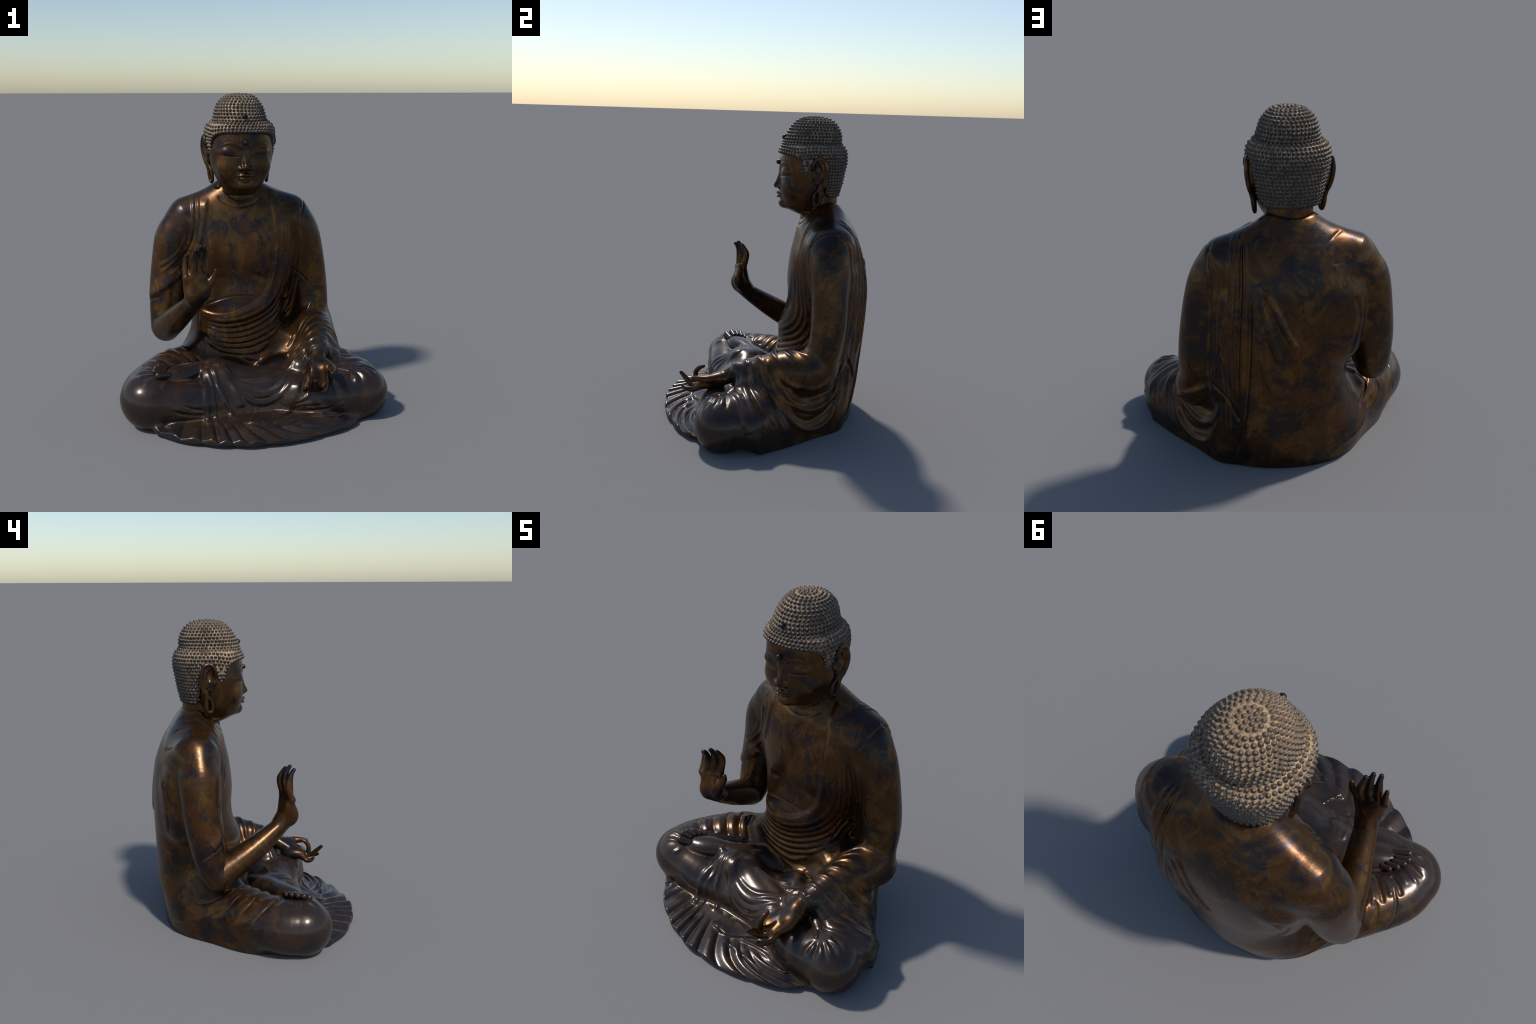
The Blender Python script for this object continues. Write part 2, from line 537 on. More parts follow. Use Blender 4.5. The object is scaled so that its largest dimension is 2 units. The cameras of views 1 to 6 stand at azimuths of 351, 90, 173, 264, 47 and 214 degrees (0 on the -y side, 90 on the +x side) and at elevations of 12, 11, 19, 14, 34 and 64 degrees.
def face_features(p, d):
    """p in head frame, nose at -y."""
    x, y, z = p[:, 0], p[:, 1], p[:, 2]
    ax = np.abs(x)
    m = np.stack([ax, y, z], 1)
    front = (y < -0.05)
    # cheeks, chin
    d = smin(d, ellipsoid(m, (.075, -.160, 1.535), (.085, .045, .070)), 0.05)
    d = smin(d, ellipsoid(p, (0, -.19, 1.425), (.05, .035, .035)), 0.03)
    # eye hollow below the brow, then the lid
    d = smax(d, -ellipsoid(m, (.082, -.258, 1.642), (.066, .040, .028)), 0.025)
    d = smin(d, ellipsoid(m, (.085, -.165, 1.637), (.074, .0535, .041)), 0.012)
    # nose
    nose = smin(limb(p, [(0, -.206, 1.668, .014), (0, -.216, 1.62, .015), (0, -.232, 1.565, .017), (0, -.243, 1.541, .019)], 0.01),
                ellipsoid(m, (.026, -.222, 1.533), (.022, .022, .015)), 0.012)
    d = smin(d, nose, 0.016)
    # lips
    d = smin(d, ellipsoid(p, (0, -.205, 1.487), (.060, .030, .026)), 0.015)
    upper = limb(m, [(0, -.232, 1.490, .0085), (.02, -.232, 1.492, .009), (.052, -.216, 1.481, .004)], 0.004)
    lower = limb(m, [(0, -.230, 1.468, .0105), (.02, -.228, 1.469, .0095), (.044, -.214, 1.475, .004)], 0.004)
    d = smin(d, upper, 0.005)
    d = smin(d, lower, 0.005)
    return d


FACE_FOLDS = [
    Fold([(.030, -.235, 1.642), (.042, -.23, 1.668), (.078, -.21, 1.688), (.115, -.19, 1.684), (.148, -.16, 1.664)], .0035, .007, fade=.2),
    Fold([(.030, -.225, 1.613), (.06, -.225, 1.605), (.09, -.215, 1.606), (.125, -.19, 1.615), (.15, -.16, 1.624)], -.006, .0045, fade=.2),
    Fold([(0, -.235, 1.479), (.02, -.232, 1.481), (.05, -.215, 1.479), (.06, -.208, 1.476)], -.007, .0035, fade=.0),
    Fold([(0, -.22, 1.519), (0, -.22, 1.503)], -.003, .006, fade=.2),
    Fold([(-.03, -.2, 1.450), (0, -.21, 1.448), (.03, -.2, 1.450)], -.003, .012, fade=.3),
]


def face_shape(q):
    return face_features(q, FACE(q))


def face(p):
    q = to_head(p)
    m = np.stack([np.abs(q[:, 0]), q[:, 1], q[:, 2]], 1)
    out = np.zeros(len(p), F)
    for f in FACE_FOLDS:
        f(m, out)
    return face_shape(q) - out


def hair_cap(p):
    q = to_head(p)
    zl = hairline(q[:, 1])
    return smax(HAIR(q) * 0.9, (zl - q[:, 2]) * 0.5, 0.008)


NECK = Loft([(1.24, 0, .15, -.08, .165, 2.0), (1.31, 0, .138, -.072, .165, 2.0), (1.36, 0, .132, -.078, .163, 2.0), (1.42, 0, .130, -.09, .163, 2.0), (1.50, 0, .13, -.1, .16, 2.0)])


def neck(p):
    q = p - HEAD_AT
    d = NECK(q)
    z = q[:, 2] - 0.10 * (q[:, 1] + 0.09) * 1.5
    for zc, r in ((1.325, .006), (1.358, .006)):
        d = d - r * sstep(.05, -.03, q[:, 1]) * (np.sqrt(np.clip(1 - ((z - zc) / .0165) ** 2, 0, 1)))
    return d * 0.9


EAR_RIM = [(.216, -.012, 1.655), (.226, -.028, 1.685), (.226, -.018, 1.718), (.220, .010, 1.732), (.228, .042, 1.716), (.233, .057, 1.665), (.227, .055, 1.61),
           (.216, .043, 1.565), (.204, .030, 1.535), (.197, .025, 1.505), (.193, .026, 1.47), (.187, .018, 1.440), (.183, .003, 1.430), (.180, -.012, 1.442), (.181, -.015, 1.475), (.185, -.006, 1.505), (.192, .010, 1.528), (.200, .024, 1.545)]
EAR_FOLD = [(.214, .012, 1.700), (.220, .030, 1.680), (.220, .034, 1.64), (.213, .026, 1.60), (.207, .010, 1.575), (.205, -.002, 1.572)]


def ear(q):
    d, t = curve_distance(q, spline(EAR_RIM, 80), 0.2)
    d = d - (0.0125 - 0.0015 * sstep(.55, .75, t))
    plate = smin(ellipsoid(q, (.204, .012, 1.640), (.022, .050, .090), 0, 6, 0), ellipsoid(q, (.194, .018, 1.665), (.034, .050, .080)), 0.01)
    d = smin(d, plate, 0.012)
    hollow = ellipsoid(q, (.236, .004, 1.665), (.026, .028, .044))
    d = smax(d, -hollow, 0.008)
    e, t = curve_distance(q, spline(EAR_FOLD, 40), 0.2)
    d = smin(d, e - 0.008, 0.008)
    d = smin(d, ellipsoid(q, (.206, -.024, 1.618), (.016, .014, .018)), 0.01)
    return smin(d, cone(q, (.205, .03, 1.56), (.200, .022, 1.52), .012, .009), 0.01)


# ------------------------------------------------------------------ drapery

def add(pts, height=.008, width=.012, **k):
    FOLDS.append(Fold(pts, height, width, **k))


def family(first, last, n, height, width, **k):
    """n folds fanned evenly between two guide curves, each a little different."""
    a, b = spline(first, 9), spline(last, 9)
    for i in range(n):
        t = i / (n - 1)
        add((a * (1 - t) + b * t).tolist(), height * (0.8 + 0.4 * rng.random()), width * (0.85 + 0.3 * rng.random()), **k)


# === folds ===
# open front edge of the robe, from the shoulder across the belly
add([(0.168, 0.351, 1.385), (0.189, 0.252, 1.278), (0.204, 0.213, 1.152), (0.2, 0.189, 0.99), (0.179, 0.189, 0.823), (0.138, 0.173, 0.71), (0.044, 0.126, 0.633), (-0.09, 0.113, 0.581), (-0.201, 0.142, 0.567), (-0.307, 0.233, 0.586)], 0.02, 0.085, kind='lap', side=(0.7, 0, -0.7), fade=0.03)
# swags that run from the shoulder round the belly
family([(0.25, 0.357, 1.346), (0.265, 0.235, 1.146), (0.262, 0.216, 0.949), (0.236, 0.222, 0.762), (0.17, 0.181, 0.647), (0.042, 0.119, 0.576), (-0.09, 0.113, 0.542), (-0.217, 0.151, 0.537), (-0.329, 0.276, 0.575)],
       [(0.34, 0.382, 1.324), (0.368, 0.264, 1.139), (0.378, 0.297, 0.894), (0.349, 0.353, 0.637), (0.266, 0.286, 0.483), (0.144, 0.127, 0.415), (-0.029, 0.09, 0.367), (-0.208, 0.104, 0.389), (-0.343, 0.314, 0.469)], 6, 0.012, 0.011, fade=0.09)
add([(0.16, 0.127, 0.393), (0.037, 0.086, 0.327), (-0.161, 0.09, 0.344), (-0.286, 0.137, 0.417)], 0.008, 0.013)
add([(0.171, 0.092, 0.307), (0.068, 0.075, 0.281), (-0.064, 0.077, 0.305)], 0.007, 0.013)
add([(0.206, 0.203, 0.777), (0.234, 0.263, 0.591), (0.227, 0.175, 0.444)], 0.008, 0.008)
add([(0.253, 0.234, 0.768), (0.278, 0.369, 0.559), (0.228, 0.161, 0.431)], 0.007, 0.008)
# sleeve folds that ride over the left forearm and run down to the lap
family([(0.31, 0.107, 0.402), (0.341, 0.118, 0.452), (0.385, 0.152, 0.512), (0.445, 0.196, 0.543), (0.516, 0.241, 0.549), (0.597, 0.321, 0.523)],
       [(0.303, -0.193, 0.32), (0.331, -0.135, 0.371), (0.354, -0.17, 0.423), (0.392, -0.178, 0.445), (0.429, -0.187, 0.437), (0.496, -0.151, 0.368)], 6, 0.009, 0.011, fade=0.25)
add([(0.256, 0.085, 0.335), (0.302, 0.112, 0.4), (0.35, 0.143, 0.474), (0.414, 0.245, 0.535), (0.481, 0.278, 0.61)], 0.01, 0.011)
# waist band, breast creases
add([(-0.178, 0.266, 1.347), (-0.135, 0.228, 1.303), (-0.04, 0.207, 1.277), (0.06, 0.221, 1.296), (0.12, 0.267, 1.34)], -0.006, 0.009)
add([(-0.277, 0.195, 0.629), (-0.15, 0.147, 0.682), (-0.036, 0.141, 0.695), (0.081, 0.149, 0.68)], -0.005, 0.006)
add([(-0.001, 0.154, 0.863), (0.083, 0.165, 0.812), (0.17, 0.188, 0.776)], -0.006, 0.02, fade=0.45)
add([(-0.242, 0.192, 0.799), (-0.179, 0.172, 0.814), (-0.099, 0.157, 0.858)], -0.006, 0.02, fade=0.45)
# robe over the right shoulder and its sleeve hem
add([(-0.242, 0.284, 1.333), (-0.257, 0.242, 1.258), (-0.27, 0.223, 1.163), (-0.294, 0.212, 1.035), (-0.334, 0.23, 0.958)], 0.009, 0.04, kind='lap', side=(-1, 0, 0), fade=0.2)
add([(-0.321, 0.349, 1.34), (-0.337, 0.249, 1.226), (-0.347, 0.239, 1.097), (-0.38, 0.25, 1.014), (-0.463, 0.249, 0.917), (-0.562, 0.267, 0.833)], 0.008, 0.01)
add([(-0.292, 0.338, 1.347), (-0.304, 0.244, 1.226), (-0.315, 0.229, 1.098), (-0.357, 0.246, 0.981), (-0.431, 0.256, 0.881), (-0.515, 0.248, 0.811)], 0.007, 0.009)
add([(-0.379, 0.243, 1.098), (-0.421, 0.247, 0.999), (-0.495, 0.252, 0.926), (-0.568, 0.279, 0.881)], 0.006, 0.012)
add([(-0.41, 0.267, 0.836), (-0.466, 0.247, 0.789), (-0.533, 0.244, 0.742), (-0.59, 0.264, 0.7), (-0.626, 0.308, 0.665)], 0.01, 0.05, kind='lap', side=(0, 0, 1), fade=0.03)
add([(-0.558, 0.243, 0.682), (-0.629, 0.315, 0.643), (-0.608, 0.385, 0.586)], -0.005, 0.006)
# armhole of the left sleeve and folds in front of it
add([(0.494, 0.288, 0.682), (0.322, 0.276, 0.861), (0.323, 0.252, 1.086), (0.392, 0.287, 1.218), (0.417, 0.397, 1.288), (0.411, 0.492, 1.253), (0.36, 0.551, 1.132), (0.387, 0.557, 0.885), (0.392, 0.544, 0.659), (0.423, 0.515, 0.531)], -0.005, 0.007, fade=0.05)
add([(0.233, 0.244, 1.22), (0.22, 0.201, 1.065), (0.22, 0.196, 0.911), (0.238, 0.224, 0.761)], 0.006, 0.009)
add([(0.284, 0.277, 1.259), (0.285, 0.232, 1.078), (0.277, 0.237, 0.849), (0.263, 0.267, 0.692)], 0.007, 0.01)
# hanging swags on the outside of the left sleeve
add([(0.58, 0.107, 0.451), (0.594, 0.166, 0.38), (0.603, 0.295, 0.357), (0.597, 0.393, 0.398), (0.523, 0.455, 0.441), (0.43, 0.505, 0.487)], 0.018, 0.016)
add([(0.589, 0.081, 0.379), (0.61, 0.155, 0.268), (0.515, 0.306, 0.187), (0.431, 0.428, 0.222), (0.384, 0.494, 0.331), (0.415, 0.515, 0.467)], 0.018, 0.017)
add([(0.633, 0.112, 0.276), (0.618, 0.202, 0.137), (0.539, 0.31, 0.064), (0.456, 0.417, 0.091), (0.407, 0.476, 0.198), (0.37, 0.511, 0.327)], 0.017, 0.018)
add([(0.592, 0.144, 0.411), (0.588, 0.197, 0.318), (0.496, 0.305, 0.259), (0.428, 0.418, 0.283), (0.396, 0.477, 0.366)], -0.011, 0.016)
add([(0.622, 0.156, 0.228), (0.586, 0.232, 0.158), (0.531, 0.308, 0.125), (0.449, 0.414, 0.166), (0.403, 0.473, 0.275)], -0.01, 0.016)
add([(0.491, 0.02, 0.508), (0.58, 0.052, 0.404), (0.62, 0.126, 0.286), (0.609, 0.202, 0.164)], 0.013, 0.013)
add([(0.464, -0.067, 0.482), (0.573, -0.04, 0.369), (0.687, 0.055, 0.266), (0.675, 0.146, 0.084)], 0.013, 0.013)
add([(0.45, -0.125, 0.46), (0.562, -0.116, 0.348), (0.736, -0.057, 0.282), (0.794, 0.016, 0.192), (0.744, 0.061, 0.068)], 0.011, 0.012)
add([(0.478, -0.023, 0.495), (0.577, 0.009, 0.387), (0.653, 0.091, 0.268), (0.646, 0.174, 0.118)], -0.008, 0.01)
add([(0.457, -0.096, 0.471), (0.575, -0.078, 0.354), (0.736, -0.001, 0.269), (0.734, 0.073, 0.138)], -0.008, 0.01)
add([(0.423, 0.515, 0.527), (0.328, 0.56, 0.416), (0.274, 0.592, 0.31)], -0.025, 0.01)
add([(0.426, 0.511, 0.516), (0.402, 0.471, 0.306), (0.42, 0.462, 0.156), (0.448, 0.434, 0.056)], 0.011, 0.014)
# long folds down the left of the back
add([(0.396, 0.428, 1.302), (0.417, 0.529, 1.079), (0.431, 0.524, 0.791), (0.444, 0.498, 0.554)], -0.014, 0.009, fade=0.05)
add([(0.278, 0.43, 1.346), (0.301, 0.56, 1.223), (0.319, 0.597, 0.99), (0.362, 0.57, 0.736), (0.419, 0.519, 0.549)], 0.018, 0.012)
add([(0.249, 0.427, 1.358), (0.272, 0.576, 1.201), (0.288, 0.617, 0.969), (0.3, 0.62, 0.713), (0.298, 0.594, 0.46)], 0.018, 0.009)
add([(0.217, 0.44, 1.368), (0.236, 0.602, 1.154), (0.244, 0.636, 0.975), (0.261, 0.638, 0.72), (0.27, 0.621, 0.534)], 0.015, 0.009)
add([(0.233, 0.427, 1.365), (0.254, 0.59, 1.178), (0.267, 0.628, 0.972), (0.28, 0.631, 0.717), (0.283, 0.607, 0.481)], -0.011, 0.006)
add([(0.21, 0.629, 1.081), (0.214, 0.648, 0.908), (0.223, 0.646, 0.692), (0.237, 0.622, 0.456), (0.266, 0.583, 0.201), (0.311, 0.541, 0.039)], -0.018, 0.008)
add([(0.193, 0.631, 1.081), (0.195, 0.651, 0.908), (0.202, 0.649, 0.692), (0.218, 0.626, 0.457), (0.241, 0.598, 0.24), (0.28, 0.556, 0.055)], 0.014, 0.016)
add([(0.139, 0.63, 1.106), (0.09, 0.651, 1.001), (0.027, 0.664, 0.863), (-0.046, 0.665, 0.744)], 0.022, 0.014)
add([(0.172, 0.636, 1.068), (0.136, 0.652, 0.934), (0.098, 0.657, 0.792), (0.055, 0.654, 0.664)], 0.018, 0.014)
add([(0.199, 0.642, 1.003), (0.176, 0.655, 0.81), (0.144, 0.643, 0.642), (0.09, 0.638, 0.47)], 0.014, 0.015)
add([(0.374, 0.564, 0.807), (0.352, 0.571, 0.632), (0.335, 0.553, 0.424), (0.333, 0.545, 0.181)], 0.011, 0.012)
add([(-0.34, 0.601, 1.029), (-0.386, 0.568, 0.913), (-0.368, 0.57, 0.797), (-0.33, 0.569, 0.68)], -0.018, 0.014)
add([(-0.303, 0.425, 1.347), (-0.261, 0.474, 1.336), (-0.198, 0.532, 1.302)], -0.005, 0.01, fade=0.4)
add([(-0.217, 0.582, 1.209), (-0.287, 0.558, 1.211), (-0.345, 0.532, 1.241)], -0.005, 0.008)
# creases round the right thigh and from the toes over the knee
add([(-0.7, -0.055, 0.32), (-0.639, -0.099, 0.334), (-0.591, -0.117, 0.328)], -0.01, 0.011)
add([(-0.646, 0.04, 0.328), (-0.553, -0.045, 0.34), (-0.503, -0.073, 0.317)], -0.01, 0.011)
add([(-0.58, 0.108, 0.34), (-0.486, 0.014, 0.343), (-0.432, -0.025, 0.305)], -0.01, 0.011)
add([(-0.515, 0.183, 0.341), (-0.434, 0.075, 0.348), (-0.375, 0.026, 0.302)], -0.01, 0.011)
add([(-0.445, 0.205, 0.35), (-0.384, 0.108, 0.346), (-0.306, 0.055, 0.282)], -0.01, 0.011)
add([(-0.66, -0.017, 0.331), (-0.601, -0.07, 0.338), (-0.547, -0.095, 0.324)], 0.007, 0.016)
add([(-0.614, 0.075, 0.334), (-0.526, -0.009, 0.344), (-0.468, -0.049, 0.312)], 0.007, 0.016)
add([(-0.547, 0.142, 0.343), (-0.455, 0.042, 0.344), (-0.394, -0.004, 0.293)], 0.007, 0.016)
add([(-0.468, 0.18, 0.351), (-0.403, 0.091, 0.345), (-0.337, 0.039, 0.284)], 0.007, 0.016)
add([(-0.588, -0.282, 0.314), (-0.649, -0.307, 0.317), (-0.703, -0.341, 0.293)], 0.006, 0.012, fade=0.4)
add([(-0.607, -0.255, 0.324), (-0.689, -0.253, 0.328), (-0.744, -0.265, 0.309)], 0.006, 0.012, fade=0.4)
add([(-0.612, -0.209, 0.326), (-0.685, -0.181, 0.328), (-0.74, -0.161, 0.312)], 0.006, 0.012, fade=0.4)
add([(-0.559, -0.296, 0.301), (-0.574, -0.338, 0.286), (-0.594, -0.366, 0.27)], 0.006, 0.012, fade=0.4)
add([(-0.598, -0.172, 0.321), (-0.646, -0.146, 0.33), (-0.694, -0.129, 0.326)], 0.006, 0.012, fade=0.4)
add([(-0.596, -0.269, 0.319), (-0.665, -0.282, 0.325), (-0.722, -0.309, 0.304)], -0.006, 0.012, fade=0.4)
add([(-0.61, -0.234, 0.326), (-0.691, -0.219, 0.329), (-0.747, -0.209, 0.311)], -0.006, 0.012, fade=0.4)
add([(-0.329, -0.383, 0.13), (-0.419, -0.4, 0.155), (-0.516, -0.398, 0.204)], -0.009, 0.009, fade=0.35)
add([(-0.327, -0.385, 0.104), (-0.433, -0.401, 0.12), (-0.553, -0.409, 0.158)], -0.009, 0.009, fade=0.35)
add([(-0.328, -0.394, 0.083), (-0.448, -0.401, 0.083), (-0.589, -0.398, 0.078)], -0.008, 0.009, fade=0.35)
add([(-0.328, -0.384, 0.116), (-0.426, -0.402, 0.137), (-0.531, -0.406, 0.178)], 0.006, 0.009, fade=0.35)
add([(-0.478, 0.317, 0.274), (-0.533, 0.216, 0.319), (-0.496, 0.152, 0.352), (-0.462, 0.119, 0.357)], 0.008, 0.014)
add([(-0.43, 0.42, 0.246), (-0.482, 0.305, 0.282), (-0.5, 0.244, 0.319), (-0.461, 0.18, 0.352)], -0.008, 0.01)
add([(-0.506, 0.338, 0.183), (-0.572, 0.25, 0.253), (-0.585, 0.208, 0.289), (-0.533, 0.107, 0.352)], -0.008, 0.009)
add([(-0.601, 0.235, 0.149), (-0.657, 0.166, 0.242), (-0.639, 0.087, 0.319), (-0.577, 0.038, 0.348)], -0.006, 0.008)
add([(-0.707, 0.112, 0.173), (-0.722, 0.066, 0.254), (-0.696, -0.008, 0.314), (-0.624, -0.077, 0.337)], -0.006, 0.008)
add([(-0.537, 0.303, 0.175), (-0.604, 0.222, 0.247), (-0.598, 0.137, 0.324), (-0.56, 0.079, 0.35)], 0.006, 0.014)
add([(-0.283, 0.565, 0.093), (-0.429, 0.46, 0.134), (-0.484, 0.374, 0.174), (-0.526, 0.302, 0.223)], 0.005, 0.014)
# apron hanging from the foot over the crossed shins
add([(-0.34, -0.142, 0.339), (-0.328, -0.207, 0.296), (-0.326, -0.294, 0.252), (-0.326, -0.369, 0.19), (-0.326, -0.384, 0.105), (-0.322, -0.449, 0.073)], 0.012, 0.03, kind='lap', side=(1, 0, 0), fade=0.06)
add([(-0.313, -0.131, 0.336), (-0.293, -0.23, 0.295), (-0.277, -0.283, 0.245), (-0.277, -0.357, 0.182), (-0.274, -0.372, 0.112), (-0.259, -0.43, 0.075), (-0.227, -0.578, 0.064)], 0.011, 0.01)
add([(-0.278, -0.122, 0.339), (-0.251, -0.242, 0.289), (-0.235, -0.29, 0.229), (-0.204, -0.337, 0.169), (-0.177, -0.348, 0.103), (-0.163, -0.409, 0.082)], 0.011, 0.011)
add([(-0.242, -0.132, 0.344), (-0.197, -0.227, 0.296), (-0.156, -0.25, 0.24), (-0.114, -0.314, 0.169), (-0.091, -0.33, 0.112)], 0.01, 0.03, kind='lap', side=(-0.8, 0, -0.5))
family([(-0.215, -0.123, 0.345), (-0.165, -0.205, 0.301), (-0.079, -0.228, 0.261), (0.046, -0.241, 0.263), (0.171, -0.178, 0.279), (0.25, -0.165, 0.317)],
       [(-0.222, -0.19, 0.33), (-0.151, -0.263, 0.229), (-0.041, -0.316, 0.15), (0.056, -0.316, 0.136), (0.16, -0.313, 0.197), (0.24, -0.25, 0.27)], 4, 0.012, 0.016, fade=0.12)
add([(-0.103, -0.439, 0.075), (-0.064, -0.464, 0.073), (0.031, -0.461, 0.068), (0.129, -0.399, 0.068), (0.2, -0.34, 0.097), (0.227, -0.352, 0.162), (0.25, -0.329, 0.229), (0.269, -0.274, 0.269)], 0.016, 0.1, kind='lap', side=(-0.3, 0.5, 0.8), fade=0.15)
add([(0.169, -0.109, 0.278), (0.263, -0.026, 0.324), (0.331, -0.001, 0.405)], 0.009, 0.012)
add([(0.196, -0.166, 0.277), (0.262, -0.14, 0.339), (0.337, -0.081, 0.399)], 0.009, 0.011)
add([(0.09, 0.02, 0.289), (0.213, 0.04, 0.304), (0.306, 0.034, 0.379)], 0.008, 0.013)
add([(-0.083, -0.096, 0.308), (0.033, -0.092, 0.288), (0.179, -0.054, 0.29)], 0.007, 0.012)
# creases of the left shin, hem and knee
add([(0.214, -0.347, 0.113), (0.295, -0.382, 0.137), (0.379, -0.406, 0.151)], 0.009, 0.01)
add([(0.206, -0.35, 0.077), (0.317, -0.386, 0.093), (0.423, -0.412, 0.116), (0.534, -0.411, 0.158)], -0.008, 0.01, fade=0.3)
add([(0.22, -0.351, 0.139), (0.268, -0.37, 0.163), (0.311, -0.377, 0.194)], 0.008, 0.01)
add([(0.086, -0.436, 0.065), (0.278, -0.395, 0.064), (0.501, -0.404, 0.056)], 0.008, 0.011)
add([(0.038, -0.502, 0.067), (0.254, -0.503, 0.055), (0.398, -0.515, 0.042)], 0.008, 0.012)
add([(0.255, -0.364, 0.107), (0.386, -0.407, 0.116), (0.534, -0.412, 0.143)], 0.006, 0.01)
add([(0.593, -0.279, 0.294), (0.582, -0.324, 0.275), (0.571, -0.383, 0.221)], -0.006, 0.011, fade=0.4)
add([(0.608, -0.28, 0.296), (0.632, -0.331, 0.277), (0.65, -0.384, 0.222)], -0.007, 0.011, fade=0.4)
add([(0.624, -0.266, 0.302), (0.681, -0.305, 0.294), (0.734, -0.349, 0.25)], -0.008, 0.011, fade=0.4)
add([(0.627, -0.248, 0.306), (0.705, -0.266, 0.303), (0.768, -0.289, 0.269)], -0.007, 0.011, fade=0.4)
add([(0.629, -0.22, 0.312), (0.718, -0.213, 0.302), (0.783, -0.212, 0.266)], -0.006, 0.011, fade=0.4)
add([(0.602, -0.283, 0.294), (0.608, -0.33, 0.274), (0.608, -0.386, 0.216)], 0.006, 0.014, fade=0.4)
add([(0.618, -0.274, 0.299), (0.659, -0.318, 0.288), (0.695, -0.372, 0.238)], 0.006, 0.014, fade=0.4)
add([(0.626, -0.257, 0.304), (0.694, -0.286, 0.3), (0.754, -0.32, 0.262)], 0.006, 0.014, fade=0.4)
add([(0.627, -0.232, 0.309), (0.713, -0.24, 0.304), (0.78, -0.251, 0.269)], 0.006, 0.014, fade=0.4)
add([(0.424, -0.173, 0.447), (0.465, -0.169, 0.418), (0.509, -0.163, 0.344), (0.599, -0.176, 0.317), (0.703, -0.132, 0.301), (0.778, -0.109, 0.249), (0.826, -0.081, 0.141)], 0.013, 0.04, kind='lap', side=(0.2, 0.9, 0.1), fade=0.03)
# === end of folds ===


# ------------------------------------------------------------------ building in Blender

def new_mesh(name, verts, faces, normals=None, smooth=True):
    me = bpy.data.meshes.new(name)
    faces = np.asarray(faces)
    k = faces.shape[1]
    me.vertices.add(len(verts))
    me.vertices.foreach_set("co", np.ascontiguousarray(verts, F).ravel())
    me.loops.add(faces.size)
    me.loops.foreach_set("vertex_index", faces.ravel().astype(np.int32))
    me.polygons.add(len(faces))
    me.polygons.foreach_set("loop_start", (np.arange(len(faces)) * k).astype(np.int32))
    me.polygons.foreach_set("loop_total", np.full(len(faces), k, np.int32))
    me.update(calc_edges=True)
    me.polygons.foreach_set("use_smooth", np.full(len(faces), smooth))
    if normals is not None:
        me.normals_split_custom_set_from_vertices(normals.astype(F).tolist())
    me.update()
    return me


def part(name, parent, mesh, material):
    ob = bpy.data.objects.new(name, mesh)
    bpy.context.scene.collection.objects.link(ob)
    ob.parent = parent
    mesh.materials.append(material)
    return ob


def solid(f, lo, hi, h, coarse=None, rounds=2):
    v, q = polygonise(coarse or f, lo, hi, h)
    v, n = settle(f, v, h, rounds)
    return v, q, n


def split(v, q, n, label, names, parent, material):
    """Cut one smooth surface into named parts that share border vertices and normals."""
    made = {}
    for i, name in enumerate(names):
        sel = q[label == i]
        if not len(sel):
            continue
        used, inv = np.unique(sel, return_inverse=True)
        made[i] = part(name, parent, new_mesh(name, v[used], inv.reshape(sel.shape), n[used]), material)
    return made


class Nodes:
    """Small helper to write node graphs as expressions."""

    def __init__(self, name):
        self.mat = bpy.data.materials.new(name)
        self.mat.use_nodes = True
        self.t = self.mat.node_tree
        self.bsdf = self.t.nodes["Principled BSDF"]
        self.obj = self.t.nodes.new("ShaderNodeTexCoord").outputs["Object"]

    def set(self, socket, value):
        if isinstance(value, bpy.types.NodeSocket):
            self.t.links.new(value, socket)
        else:
            socket.default_value = value

    def node(self, kind, out=0, attrs=None, **inputs):
        n = self.t.nodes.new(kind)
        for k, v in (attrs or {}).items():
            setattr(n, k, v)
        for k, v in inputs.items():
            key = int(k[1:]) if k[0] == "i" and k[1:].isdigit() else k.replace("_", " ")
            self.set(n.inputs[key], v)
        return n.outputs[out]

    def noise(self, scale, detail=4, rough=.55, distort=0.0, stretch=None):
        v = self.obj
        if stretch:
            v = self.node("ShaderNodeMapping", Vector=v, Scale=stretch)
        return self.node("ShaderNodeTexNoise", Vector=v, Scale=scale, Detail=detail, Roughness=rough, Distortion=distort)

    def ramp(self, fac, lo, hi):
        return self.node("ShaderNodeMapRange", attrs={"interpolation_type": "SMOOTHSTEP"}, Value=fac, From_Min=lo, From_Max=hi)

    def math(self, op, a, b=0.0):
        return self.node("ShaderNodeMath", attrs={"operation": op}, i0=a, i1=b)

    def mix(self, fac, a, b):
        n = self.t.nodes.new("ShaderNodeMix")
        n.data_type = "RGBA"
        for k, v in ((0, fac), (6, a), (7, b)):
            self.set(n.inputs[k], v)
        return n.outputs[2]


